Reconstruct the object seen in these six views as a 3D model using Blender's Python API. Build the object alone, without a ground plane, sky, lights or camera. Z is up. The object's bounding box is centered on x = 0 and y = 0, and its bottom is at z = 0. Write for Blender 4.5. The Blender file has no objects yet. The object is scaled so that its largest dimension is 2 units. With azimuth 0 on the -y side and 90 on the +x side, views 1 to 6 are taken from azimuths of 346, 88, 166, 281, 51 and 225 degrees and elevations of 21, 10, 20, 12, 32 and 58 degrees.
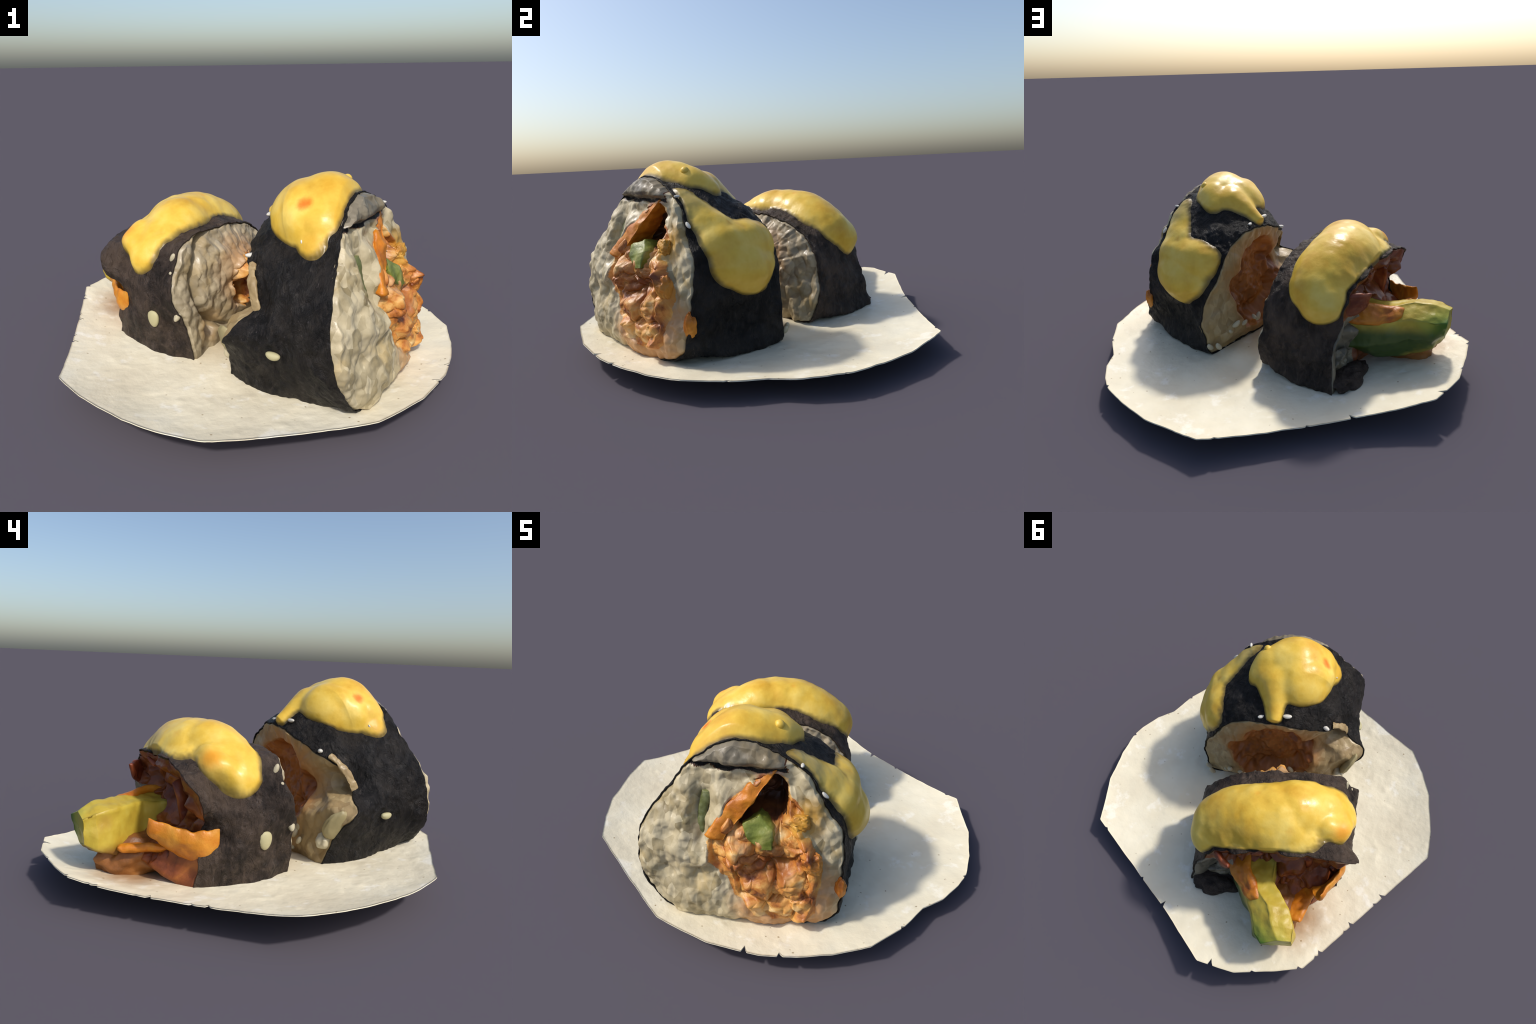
"""Two cut halves of a seaweed-wrapped rice roll with yellow sauce, on a broken-edged shallow plate.

Frame of the rolls: A = along the roll axis (towards the cut face that looks at +x -y),
B = across the roll, Z = up.  Every roll is a lofted seaweed wrap (cross-section outlines at
three stations), closed by two displaced rice faces, with fillings, sauce and seeds added.
"""
import bpy, math
import numpy as np
from mathutils import Matrix

AX = np.array([.683, -.73, 0.0]); BX = np.array([.73, .683, 0.0])
AX /= np.linalg.norm(AX); BX /= np.linalg.norm(BX)
ZX = np.array([0, 0, 1.0])


def world(a, b, z):
    a, b, z = np.broadcast_arrays(np.asarray(a, float), np.asarray(b, float), np.asarray(z, float))
    return a[..., None] * AX + b[..., None] * BX + z[..., None] * ZX


# ------------------------------------------------------------------ noise
def _hash(ix, iy, iz, seed):
    h = (ix.astype(np.int64) * 374761393 + iy.astype(np.int64) * 668265263 + iz.astype(np.int64) * 2147483647 + seed * 974711)
    h = (h ^ (h >> 13)) * 1274126177
    h = h ^ (h >> 16)
    return (h & 0xFFFFF) / float(0xFFFFF)


def vnoise(p, freq, seed=0):
    """smooth value noise in -1..1"""
    q = np.asarray(p, float) * freq
    i = np.floor(q).astype(np.int64); f = q - i
    f = f * f * f * (f * (f * 6 - 15) + 10)
    out = 0.0
    for dx in (0, 1):
        for dy in (0, 1):
            for dz in (0, 1):
                w = (f[..., 0] if dx else 1 - f[..., 0]) * (f[..., 1] if dy else 1 - f[..., 1]) * (f[..., 2] if dz else 1 - f[..., 2])
                out = out + w * _hash(i[..., 0] + dx, i[..., 1] + dy, i[..., 2] + dz, seed)
    return out * 2 - 1


def fbm(p, freq, octaves=3, seed=0, gain=.5):
    s, amp, t = 0, 1, 0
    for k in range(octaves):
        s = s + amp * vnoise(p, freq * 2 ** k, seed + 17 * k); t += amp; amp *= gain
    return s / t


def worley(p, freq, seed=0, stretch=(1, 1, 1)):
    """distance to the nearest and second nearest cell point"""
    q = np.asarray(p, float) * freq * np.asarray(stretch, float)
    i = np.floor(q).astype(np.int64)
    d1 = np.full(q.shape[:-1], 9.0); d2 = d1.copy()
    for dx in (-1, 0, 1):
        for dy in (-1, 0, 1):
            for dz in (-1, 0, 1):
                c = [i[..., 0] + dx, i[..., 1] + dy, i[..., 2] + dz]
                pt = np.stack([c[k] + _hash(*c, seed + 31 * k) for k in range(3)], -1)
                d = np.sqrt(((pt - q) ** 2).sum(-1))
                d2 = np.minimum(d2, np.maximum(d1, d)); d1 = np.minimum(d1, d)
    return d1, d2


def grains(p, seed=0, size=.05):
    """bumps like packed rice grains, 0..1"""
    w = p + .012 * np.stack([vnoise(p, 14, seed + k) for k in range(3)], -1)
    d1, d2 = worley(w, 1 / size, seed, (1.35, 1.35, .75))
    return np.clip(1 - d1 * 1.15, 0, 1) ** .8


def sstep(x, lo, hi):
    t = np.clip((x - lo) / (hi - lo), 0, 1)
    return t * t * (3 - 2 * t)


def bump2(b, z, cb, cz, rb, rz, p=1.0):
    d = ((b - cb) / rb) ** 2 + ((z - cz) / rz) ** 2
    return np.exp(-d ** p)


# ------------------------------------------------------------------ mesh and object helpers
PLATE_LIFT = []      # filled once the plate stands; parts of the rolls then rest on it


def make_object(name, verts, faces, mat, parent=None, smooth=True):
    me = bpy.data.meshes.new(name)
    if PLATE_LIFT:
        verts = np.array(verts, float).reshape(-1, 3)
        x, y = verts[:, 0], verts[:, 1]
        verts[:, 2] = np.maximum(verts[:, 2], plate_z(x, y) + PLATE_LIFT[0] - .003)
    me.from_pydata(np.asarray(verts, float).reshape(-1, 3).tolist(), [], [tuple(int(i) for i in f) for f in faces])
    me.materials.append(mat)
    if smooth:
        me.polygons.foreach_set("use_smooth", [True] * len(me.polygons))
    me.validate(); me.update()
    ob = bpy.data.objects.new(name, me)
    bpy.context.scene.collection.objects.link(ob)
    if parent is not None:
        ob.parent = parent
        ob.matrix_parent_inverse = Matrix.Translation(parent.location).inverted()
    return ob


def make_root(name, loc, label, category):
    e = bpy.data.objects.new(name, None)
    e.empty_display_size = .1
    e.location = loc
    bpy.context.scene.collection.objects.link(e)
    e["label"] = label; e["category"] = category
    return e


def grid_faces(n, m, wrap=False, base=0, flip=False):
    """faces of an n x m vertex grid (wrap closes the second direction)"""
    fs = []
    for i in range(n - 1):
        for j in range(m if wrap else m - 1):
            k = (j + 1) % m
            f = (base + i * m + j, base + i * m + k, base + (i + 1) * m + k, base + (i + 1) * m + j)
            fs.append(f[::-1] if flip else f)
    return fs


def grid_normals(P, wrap=True):
    du = np.gradient(P, axis=0)
    dv = (np.roll(P, -1, 1) - np.roll(P, 1, 1)) if wrap else np.gradient(P, axis=1)
    n = np.cross(du, dv)
    return n / (np.linalg.norm(n, axis=-1, keepdims=True) + 1e-12)


def gsmooth(v, k):
    """periodic smoothing"""
    for _ in range(k):
        v = .25 * np.roll(v, 1, -1) + .5 * v + .25 * np.roll(v, -1, -1)
    return v


_ico = {}


def icosphere(sub):
    if sub not in _ico:
        import bmesh
        bm = bmesh.new(); bmesh.ops.create_icosphere(bm, subdivisions=sub, radius=1)
        _ico[sub] = (np.array([v.co[:] for v in bm.verts]), [tuple(v.index for v in f.verts) for f in bm.faces])
        bm.free()
    return _ico[sub]


def lump(centre, radii, axes=(AX, BX, ZX), sub=4, rough=.25, freq=9, seed=0, facet=0.0):
    """a knobbly morsel: a noisy ellipsoid on the given axes, optionally with flat cuts"""
    v, f = icosphere(sub)
    d = 1 + rough * fbm(v + seed * 3.7, freq * .2, 3, seed)
    p = v * d[:, None]
    if facet:
        rng = np.random.default_rng(seed + 5)
        for _ in range(7):
            n = rng.normal(size=3); n /= np.linalg.norm(n)
            h = p @ n; lim = rng.uniform(.62, .9)
            p = p - np.maximum(h - lim, 0)[:, None] * n * facet
    p = p * np.asarray(radii)
    return np.asarray(centre) + p[:, :1] * axes[0] + p[:, 1:2] * axes[1] + p[:, 2:] * axes[2], f


def catmull(pts, n):
    pts = np.asarray(pts, float)
    q = np.vstack([2 * pts[0] - pts[1], pts, 2 * pts[-1] - pts[-2]])
    t = np.linspace(0, len(pts) - 1, n); i = np.minimum(t.astype(int), len(pts) - 2); f = (t - i)[:, None]
    a, b, c, d = q[i], q[i + 1], q[i + 2], q[i + 3]
    return .5 * (2 * b + (c - a) * f + (2 * a - 5 * b + 4 * c - d) * f ** 2 + (3 * b - a - 3 * c + d) * f ** 3)


def loft(sections, n_along, n_round, noise=.006, nfreq=14, seed=0, crisp=.45):
    """closed body through closed cross-sections (each a list of world points in the same order)"""
    S = []
    for s in sections:
        s = np.asarray(s, float); m = len(s)
        ring = catmull(np.vstack([s[-1:], s, s[:2]]), (m + 2) * 24 + 1)[24:24 * (m + 1)]
        lin = np.vstack([s, s[:1]]); t = np.linspace(0, m, m * 24, endpoint=False); i = t.astype(int); f = (t - i)[:, None]
        lin = lin[i] * (1 - f) + lin[i + 1] * f
        ring = (1 - crisp) * ring + crisp * lin
        S.append(ring[np.linspace(0, len(ring), n_round, endpoint=False).astype(int)])
    S = np.array(S)
    P = np.stack([catmull(S[:, j], n_along) for j in range(n_round)], 1)
    t = np.linspace(0, len(S) - 1, n_along); i = np.minimum(t.astype(int), len(S) - 2); f = (t - i)[:, None, None]
    P = (1 - crisp) * P + crisp * (S[i] * (1 - f) + S[i + 1] * f)
    rows = [P]
    def cap(ring, sign):
        c = ring.mean(0); return [c + (ring - c) * k for k in ((.97, .85, .6, .3, .02))]
    P = np.vstack([np.array(cap(P[0], -1))[::-1], P, np.array(cap(P[-1], 1))])
    n = grid_normals(P)
    P = P + n * (noise * fbm(P, nfreq, 3, seed))[..., None]
    return P.reshape(-1, 3), grid_faces(P.shape[0], n_round, True)


# ------------------------------------------------------------------ materials
class Nodes:
    def __init__(self, name):
        self.m = bpy.data.materials.new(name); self.m.use_nodes = True
        self.t = self.m.node_tree; self.n = self.t.nodes
        self.p = self.n["Principled BSDF"]
        self.obj = self.n.new("ShaderNodeTexCoord").outputs["Object"]

    def link(self, a, b): self.t.links.new(a, b)

    def put(self, sock, v):
        if hasattr(v, "is_output"): self.link(v, sock)
        else: sock.default_value = v

    def noise(self, scale, detail=3, rough=.55, stretch=None, dist=0.0):
        x = self.n.new("ShaderNodeTexNoise")
        x.inputs["Scale"].default_value = scale; x.inputs["Detail"].default_value = detail
        x.inputs["Roughness"].default_value = rough; x.inputs["Distortion"].default_value = dist
        self.link(self.mapped(stretch), x.inputs["Vector"]); return x.outputs["Fac"]

    def mapped(self, stretch):
        if stretch is None: return self.obj
        mp = self.n.new("ShaderNodeMapping")
        mp.inputs["Scale"].default_value = stretch[:3]
        if len(stretch) > 3: mp.inputs["Rotation"].default_value = stretch[3:]
        self.link(self.obj, mp.inputs["Vector"]); return mp.outputs["Vector"]

    def voronoi(self, scale, out="Distance", stretch=None, feature="F1", rnd=1.0):
        x = self.n.new("ShaderNodeTexVoronoi"); x.feature = feature
        x.inputs["Scale"].default_value = scale; x.inputs["Randomness"].default_value = rnd
        self.link(self.mapped(stretch), x.inputs["Vector"]); return x.outputs[out]

    def math(self, op, a, b=0.0, c=0.0):
        x = self.n.new("ShaderNodeMath"); x.operation = op
        self.put(x.inputs[0], a); self.put(x.inputs[1], b); self.put(x.inputs[2], c); return x.outputs[0]

    def range(self, v, lo, hi, a=0.0, b=1.0):
        x = self.n.new("ShaderNodeMapRange"); x.interpolation_type = "SMOOTHSTEP"
        self.put(x.inputs["Value"], v); x.inputs["From Min"].default_value = lo; x.inputs["From Max"].default_value = hi
        x.inputs["To Min"].default_value = a; x.inputs["To Max"].default_value = b; return x.outputs["Result"]

    def ramp(self, v, stops):
        x = self.n.new("ShaderNodeValToRGB"); e = x.color_ramp.elements
        while len(e) < len(stops): e.new(.5)
        for k, (pos, c) in enumerate(stops): e[k].position = pos; e[k].color = (*c, 1)
        self.put(x.inputs["Fac"], v); return x.outputs["Color"]

    def mix(self, f, a, b):
        x = self.n.new("ShaderNodeMix"); x.data_type = "RGBA"
        self.put(x.inputs["Factor"], f)
        self.put(x.inputs["A"], (*a, 1) if isinstance(a, tuple) else a)
        self.put(x.inputs["B"], (*b, 1) if isinstance(b, tuple) else b); return x.outputs["Result"]

    def near(self, centre, r0, r1, wob=0.0, wfreq=14, squash=(1, 1, 1)):
        """1 inside r0 of a world place, 0 beyond r1"""
        s = self.n.new("ShaderNodeVectorMath"); s.operation = "SUBTRACT"
        self.link(self.obj, s.inputs[0]); s.inputs[1].default_value = centre
        m = self.n.new("ShaderNodeVectorMath"); m.operation = "MULTIPLY"
        self.link(s.outputs[0], m.inputs[0]); m.inputs[1].default_value = squash
        l = self.n.new("ShaderNodeVectorMath"); l.operation = "LENGTH"
        self.link(m.outputs[0], l.inputs[0]); d = l.outputs["Value"]
        if wob:
            d = self.math("ADD", d, self.math("MULTIPLY", self.math("SUBTRACT", self.noise(wfreq), .5), wob))
        return self.range(d, r0, r1, 1.0, 0.0)

    def axis(self, vec, offset=0.0):
        """signed distance along a world direction"""
        d = self.n.new("ShaderNodeVectorMath"); d.operation = "DOT_PRODUCT"
        self.link(self.obj, d.inputs[0]); d.inputs[1].default_value = tuple(vec)
        return self.math("SUBTRACT", d.outputs["Value"], offset)

    def bump(self, h, strength=.3, dist=.01, prev=None):
        x = self.n.new("ShaderNodeBump"); x.inputs["Strength"].default_value = strength; x.inputs["Distance"].default_value = dist
        self.put(x.inputs["Height"], h)
        if prev is not None: self.link(prev, x.inputs["Normal"])
        return x.outputs["Normal"]

    def done(self, color, rough=.5, normal=None, spec=.5, sss=0.0, coat=0.0):
        self.put(self.p.inputs["Base Color"], (*color, 1) if isinstance(color, tuple) else color)
        self.put(self.p.inputs["Roughness"], rough)
        self.p.inputs["Specular IOR Level"].default_value = spec
        if normal is not None: self.link(normal, self.p.inputs["Normal"])
        if sss:
            self.p.inputs["Subsurface Weight"].default_value = sss
            self.p.inputs["Subsurface Radius"].default_value = (.03, .018, .008)
            self.p.inputs["Subsurface Scale"].default_value = .6
        if coat:
            self.p.inputs["Coat Weight"].default_value = coat; self.p.inputs["Coat Roughness"].default_value = .15
        return self.m


def W(a, b, z): return tuple(float(v) for v in world(a, b, z))


def mat_plate():
    k = Nodes("cream_plate_glaze")
    c = k.ramp(k.noise(4, 4), [(.3, (.73, .65, .475)), (.5, (.79, .715, .53)), (.72, (.84, .775, .595))])
    c = k.mix(k.range(k.noise(9, 4, .6), .56, .68, 0, .6), c, (.90, .86, .74))
    dots = k.range(k.voronoi(17), .12, .04)
    keep = k.range(k.noise(40, 1), .48, .56)
    c = k.mix(k.math("MULTIPLY", dots, k.math("MULTIPLY", keep, .9)), c, (.33, .24, .12))
    orange_patch = k.near(W(-.78, -.22, .11), .02, .27, .16, 9)
    c = k.mix(k.math("MULTIPLY", orange_patch, .8), c, (.32, .15, .045))
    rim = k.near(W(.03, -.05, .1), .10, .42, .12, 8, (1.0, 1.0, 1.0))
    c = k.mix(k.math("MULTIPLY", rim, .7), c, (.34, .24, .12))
    n = k.bump(k.noise(11, 4), .35, .02)
    pits = k.math("MULTIPLY", k.range(k.voronoi(13, "Distance", (1, 1, .2)), .16, .0), k.range(k.noise(5, 3), .5, .62))
    n = k.bump(pits, -1.0, .06, n)
    c = k.mix(k.math("MULTIPLY", k.range(k.voronoi(13, "Distance", (1, 1, .2)), .10, .02), k.range(k.noise(5, 3), .5, .62, 0, .35)), c, (.50, .42, .28))
    return k.done(c, k.range(k.noise(7), .35, .7, .35, .55), n, .3)


def mat_nori(name, base, light, brown, amount):
    k = Nodes(name)
    fib = k.noise(22, 6, .68, (1, 1, .55), 1.2)
    c = k.ramp(fib, [(.30, base), (.52, light), (.74, brown)])
    c = k.mix(k.range(k.noise(5, 5, .6), .42, .66, 0, amount), c, brown)
    fleck = k.math("MULTIPLY", k.range(k.noise(48, 4, .75, (1, 1, .5), 2), .62, .72), k.range(k.noise(8, 2), .45, .6))
    c = k.mix(k.math("MULTIPLY", fleck, .6), c, (.17, .145, .145))
    n = k.bump(k.noise(12, 6, .7, (1, 1, .5), 1.5), .8, .04)
    n = k.bump(k.noise(60, 4, .7), .4, .008, n)
    return k.done(c, k.range(k.noise(16, 4, .65), .35, .65, .34, .60), n, .16)


def mat_rice(name, light, dark, stains=()):
    k = Nodes(name)
    cell = k.voronoi(20, "Color", (1.3, 1.3, .8))
    sep = k.n.new("ShaderNodeSeparateColor"); k.link(cell, sep.inputs[0])
    v = k.math("ADD", k.math("MULTIPLY", sep.outputs[0], .38), k.math("MULTIPLY", k.noise(7, 5, .62), .82))
    c = k.ramp(v, [(.32, dark), (.62, tuple(.5 * (a + b) for a, b in zip(light, dark))), (.95, light)])
    c = k.mix(k.range(k.noise(5, 4, .6), .52, .68, 0, .5), c, tuple(x * y for x, y in zip(light, (.82, .70, .46))))
    c = k.mix(k.range(k.voronoi(13, "Distance", (1.2, 1.2, .8)), .16, .02, 0, .6), c, tuple(min(1, x * 1.22) for x in light))
    for centre, r0, r1, col, amt in stains:
        c = k.mix(k.math("MULTIPLY", k.near(centre, r0, r1, .16, 9), amt), c, col)
    n = k.bump(k.voronoi(24, "Distance", (1.3, 1.3, .7), "SMOOTH_F1"), -.35, .02)
    n = k.bump(k.noise(40, 4, .6), .3, .006, n)
    return k.done(c, k.range(k.noise(20), .35, .65, .3, .5), n, .4, .0)


def mat_sauce(name, spots=()):
    k = Nodes(name)
    c = k.ramp(k.noise(5, 5, .6), [(.3, (.62, .34, .025)), (.5, (.76, .49, .062)), (.72, (.85, .62, .14))])  # mottling tinted from the sauce's mustard shading up to its pale highlights
    for centre, r0, r1, col, amt in spots:
        c = k.mix(k.math("MULTIPLY", k.near(centre, r0, r1, .03, 30), amt), c, col)
    film = k.n.new("ShaderNodeAttribute"); film.attribute_name = "film_thickness"
    thin = k.range(k.math("ADD", film.outputs["Fac"], k.math("MULTIPLY", k.math("SUBTRACT", k.noise(22, 4), .5), .012)), .001, .022, 1.0, 0.0)
    c = k.mix(k.math("MULTIPLY", thin, .85), c, (.06, .045, .018))
    n = k.bump(k.noise(10, 4), .2, .02)
    return k.done(c, k.range(k.noise(8), .3, .7, .28, .45), n, .4)


def mat_filling(name, a, b, c_, scale=9):
    k = Nodes(name)
    c = k.ramp(k.noise(scale, 5, .6, None, .6), [(.28, a), (.5, b), (.74, c_)])
    n = k.bump(k.noise(30, 5, .6), .35, .012)
    return k.done(c, .42, n, .4)


def mat_plain(name, col, col2, scale=12, rough=.45, spec=.5):
    k = Nodes(name)
    c = k.mix(k.noise(scale, 4), col, col2)
    return k.done(c, rough, k.bump(k.noise(35, 4), .25, .008), spec)


# ------------------------------------------------------------------ plate
RIM = [(.583, .902), (.80, .685), (.914, .51), (.985, .37), (1.0, .281), (1.0, .15), (.972, .035), (.985, -.13), (.965, -.33), (.885, -.49),
       (.80, -.615), (.69, -.735), (.49, -.875), (.23, -.975), (-.10, -.955), (-.443, -.932), (-.60, -.845), (-.735, -.735),
       (-.90, -.54), (-.995, -.386), (-.975, -.15), (-.963, .073), (-.945, .35), (-.93, .597), (-.828, .728), (-.692, .88), (-.509, .986),
       (-.147, .944), (.164, .926)]


def plate_z(x, y):
    r2 = x * x + y * y
    tilt = -.0308 * x - .0177 * y
    flat = .0572 + .0644 * r2 * r2 + tilt
    bowl = -.0128 + .1349 * r2 + tilt
    return .88 * flat + .12 * bowl


def build_plate():
    m = mat_plate(); N, M = 720, 90
    th = np.linspace(-np.pi, np.pi, N, endpoint=False)
    R = np.full(N, 9.0)
    pts = np.array(RIM)
    for p, q in zip(pts, np.roll(pts, -1, 0)):          # straight chords between the rim corners
        d = q - p; c, s = np.cos(th), np.sin(th)
        den = c * d[1] - s * d[0]
        with np.errstate(divide="ignore", invalid="ignore"):
            r = (p[0] * d[1] - p[1] * d[0]) / den
            t = (r * c - p[0]) * d[0] + (r * s - p[1]) * d[1]
        t = t / (d @ d)
        ok = (r > 0) & (t >= -1e-9) & (t <= 1 + 1e-9)
        R = np.where(ok, np.minimum(R, np.where(ok, r, 9)), R)
    rng = np.random.default_rng(4)
    R = R + .003 * fbm(np.stack([np.cos(th), np.sin(th), 0 * th], -1), 9, 3, 3)
    for ang in (97, 84, 121, 133, 146, 151.5, 153, 163, 166, 177, 181, 20, 352, 318, 309, 61):   # little nicks in the edge
        i = int((ang + 180) / 360 * N) % N
        dep = .008 + .03 * rng.uniform() ** 3
        R[i] -= dep; R[(i + 1) % N] -= dep * .4
    rho = np.linspace(0.01, 1, M) ** .75
    x = rho[:, None] * R * np.cos(th); y = rho[:, None] * R * np.sin(th)
    z = plate_z(x, y)
    P = np.stack([x, y, 0 * x], -1)
    z = z + .0045 * fbm(P, 7, 3, 11) * sstep(rho, .1, .3)[:, None] + .004 * np.maximum(fbm(P, 16, 2, 9) - .25, 0)
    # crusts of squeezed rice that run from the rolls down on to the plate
    a = x * AX[0] + y * AX[1]; b = x * BX[0] + y * BX[1]
    z = z + .017 * np.exp(-((a) / .65) ** 2 - ((b - .62) / .30) ** 2) - .006 * np.exp(-((a) / .5) ** 2 - ((b + .85) / .2) ** 2) + .02 * np.exp(-((a - .0) / .10) ** 2 - ((b + .05) / .2) ** 2) - .028 * np.exp(-((a + .02) / .13) ** 2 - ((b - .42) / .13) ** 2)
    T = .006
    top = np.stack([x, y, z], -1)
    bot = top - np.array([0, 0, T])
    foot = sstep(-np.sqrt(x * x + y * y), -.62, -.50)          # the underside stands on a flat foot
    bot[..., 2] = bot[..., 2] * (1 - foot)
    low = bot[..., 2].min()
    top[..., 2] -= low; bot[..., 2] -= low
    V = np.vstack([top.reshape(-1, 3), bot.reshape(-1, 3)])
    K = M * N
    F = grid_faces(M, N, True) + grid_faces(M, N, True, K, True)
    F += [tuple(range(N))[::-1], tuple(range(K, K + N))]
    o = (M - 1) * N
    F += [(o + j, o + (j + 1) % N, K + o + (j + 1) % N, K + o + j)[::-1] for j in range(N)]
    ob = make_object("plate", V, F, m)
    ob["label"] = "cream speckled shallow plate with ragged broken edge"
    ob["category"] = "plate"
    return ob, low


# ------------------------------------------------------------------ a roll
class Roll:
    """Cross-section outlines at stations along the roll; the first and last are rims of (a, b, z)."""

    def __init__(self, centre, back, inner, front, stations, seed, NT=420, rag=(0, 0), dents=()):
        self.cb, self.cz = centre
        self.NT, self.seed, self.rag, self.dents = NT, seed, rag, dents
        self.th = np.linspace(-np.pi, np.pi, NT, endpoint=False)
        back, front = np.array(back), np.array(front)
        outs = [back[:, 1:]] + [np.array(o) for o in inner] + [front[:, 1:]]
        self.R = np.array([self.radius(o) for o in outs])
        self.stations = np.array(stations, float)
        self.ab = self.along(back); self.af = self.along(front)

    def along(self, rim):
        ang = np.arctan2(rim[:, 2] - self.cz, rim[:, 1] - self.cb); o = np.argsort(ang)
        ang, a = ang[o], rim[o, 0]
        return gsmooth(np.interp(self.th, np.r_[ang - 2 * np.pi, ang, ang + 2 * np.pi], np.r_[a, a, a]), 10)

    def radius(self, pts):
        p = np.array(pts, float) - (self.cb, self.cz)
        a = np.arctan2(p[:, 1], p[:, 0]); r = np.hypot(p[:, 0], p[:, 1])
        o = np.argsort(a); a, r = a[o], r[o]
        a3 = np.r_[a - 2 * np.pi, a, a + 2 * np.pi]; r3 = np.r_[r, r, r]
        # interpolate in x/y along the chord so flat sides stay flat
        x = r3 * np.cos(a3); y = r3 * np.sin(a3)
        i = np.clip(np.searchsorted(a3, self.th) - 1, 0, len(a3) - 2)
        dx, dy = x[i + 1] - x[i], y[i + 1] - y[i]
        c, s = np.cos(self.th), np.sin(self.th)
        rr = (x[i] * dy - y[i] * dx) / (c * dy - s * dx)
        return gsmooth(rr, 10)

    def r_at(self, u):
        """radius row for each u (0 back rim .. 1 front rim), Hermite through the stations"""
        s, R = self.stations, self.R; u = np.atleast_1d(u)
        m = np.gradient(R, s, axis=0)
        i = np.clip(np.searchsorted(s, u, "right") - 1, 0, len(s) - 2)
        h = (s[i + 1] - s[i])[:, None]; t = ((u - s[i]) / (s[i + 1] - s[i]))[:, None]
        return ((2 * t ** 3 - 3 * t ** 2 + 1) * R[i] + (t ** 3 - 2 * t ** 2 + t) * h * m[i] + (3 * t ** 2 - 2 * t ** 3) * R[i + 1] + (t ** 3 - t ** 2) * h * m[i + 1])

    def shell(self, u):
        u = np.atleast_1d(u)
        R = self.r_at(u)
        b = self.cb + R * np.cos(self.th); z = self.cz + R * np.sin(self.th)
        a = self.ab + (self.af - self.ab) * u[:, None]
        return world(a, b, z)

    def fine(self, u):
        P = self.shell(u); n = self.normals(P)
        d = .012 * fbm(P, 6, 2, self.seed) + .011 * fbm(P, 16, 3, self.seed + 3) + .004 * fbm(P, 45, 2, self.seed + 5)
        for (c, r, depth) in self.dents:
            d = d - depth * np.exp(-(((P - np.array(W(*c))) / r) ** 2).sum(-1))
        P = P + n * d[..., None]
        ring = np.stack([np.cos(self.th), np.sin(self.th), 0 * self.th], -1)
        w = (1 - u)[:, None] ** 5
        P = P + (w * self.rag[0] * fbm(ring, 3.2, 3, self.seed + 8))[..., None] * AX + n * (w * self.rag[1] * fbm(ring, 2.6, 3, self.seed + 9))[..., None]
        w = u[:, None] ** 30
        P = P + (w * .008 * fbm(ring, 9, 3, self.seed + 10))[..., None] * AX
        return P, n

    def normals(self, P):
        n = grid_normals(P)
        c = world(0, self.cb, self.cz)
        m = P - c; m = m - (m @ AX)[..., None] * AX
        if (n * m).sum() < 0: n = -n
        return n

    def wrap(self, mat, parent, T=.006):
        u = np.linspace(0, 1, 110)
        P, n = self.fine(u)
        Q = P - n * T
        V = np.vstack([P.reshape(-1, 3), Q.reshape(-1, 3)])
        N = self.NT; M = len(u); K = M * N
        F = grid_faces(M, N, True) + grid_faces(M, N, True, K, True)
        for row, fl in ((0, False), (M - 1, True)):
            o = row * N
            for j in range(N):
                k = (j + 1) % N
                f = (o + j, K + o + j, K + o + k, o + k)
                F.append(f[::-1] if fl else f)
        # orient outward
        return make_object("nori_wrap", V, F, mat, parent)

    def face(self, parent, front, height, parts, region=None, inset=.005, NR=150, edge0=.978, tuck=.012):
        """closing surface on the front or back end.  height(b, z, rho, rim) gives its place along
        the axis; region(b, z) says which of the parts (name, material) each bit belongs to"""
        P, n = self.fine(np.linspace(0, 1, 110))
        row, nn = (P[-1], n[-1]) if front else (P[0], n[0])
        row = row - nn * inset
        rb = row @ BX; rz = row @ ZX; ra = row @ AX
        rho = np.linspace(0, 1, NR) ** .75
        rho[0] = .004
        b = self.cb + rho[:, None] * (rb - self.cb); z = self.cz + rho[:, None] * (rz - self.cz)
        edge = sstep(rho, edge0, 1.0)[:, None]
        sgn = 1 if front else -1
        a = height(b, z, rho[:, None], ra) * (1 - edge) + edge * (ra - sgn * tuck)
        V = world(a, b, z).reshape(-1, 3)
        F = np.array(grid_faces(NR, self.NT, True))
        fn = np.cross(V[F[:, 1]] - V[F[:, 0]], V[F[:, 2]] - V[F[:, 0]])
        if (fn @ AX).sum() * sgn < 0: F = F[:, ::-1]
        if region is None:
            return [make_object(parts[0][0], V, F, parts[0][1], parent)]
        nrm = grid_normals(V.reshape(NR, self.NT, 3)).reshape(-1, 3)
        if (nrm @ AX).sum() * sgn < 0: nrm = -nrm
        reg = region(b, z).ravel()
        fr = np.round(np.median(reg[F], axis=1)).astype(int)
        out = []
        for k, (name, mat) in enumerate(parts):
            f = F[fr == k]
            if not len(f): continue
            used = np.unique(f); re = np.zeros(len(V), int); re[used] = np.arange(len(used))
            ob = make_object(name, V[used], re[f], mat, parent)
            ob.data.normals_split_custom_set_from_vertices([tuple(v) for v in nrm[used]])
            out.append(ob)
        return out

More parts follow.
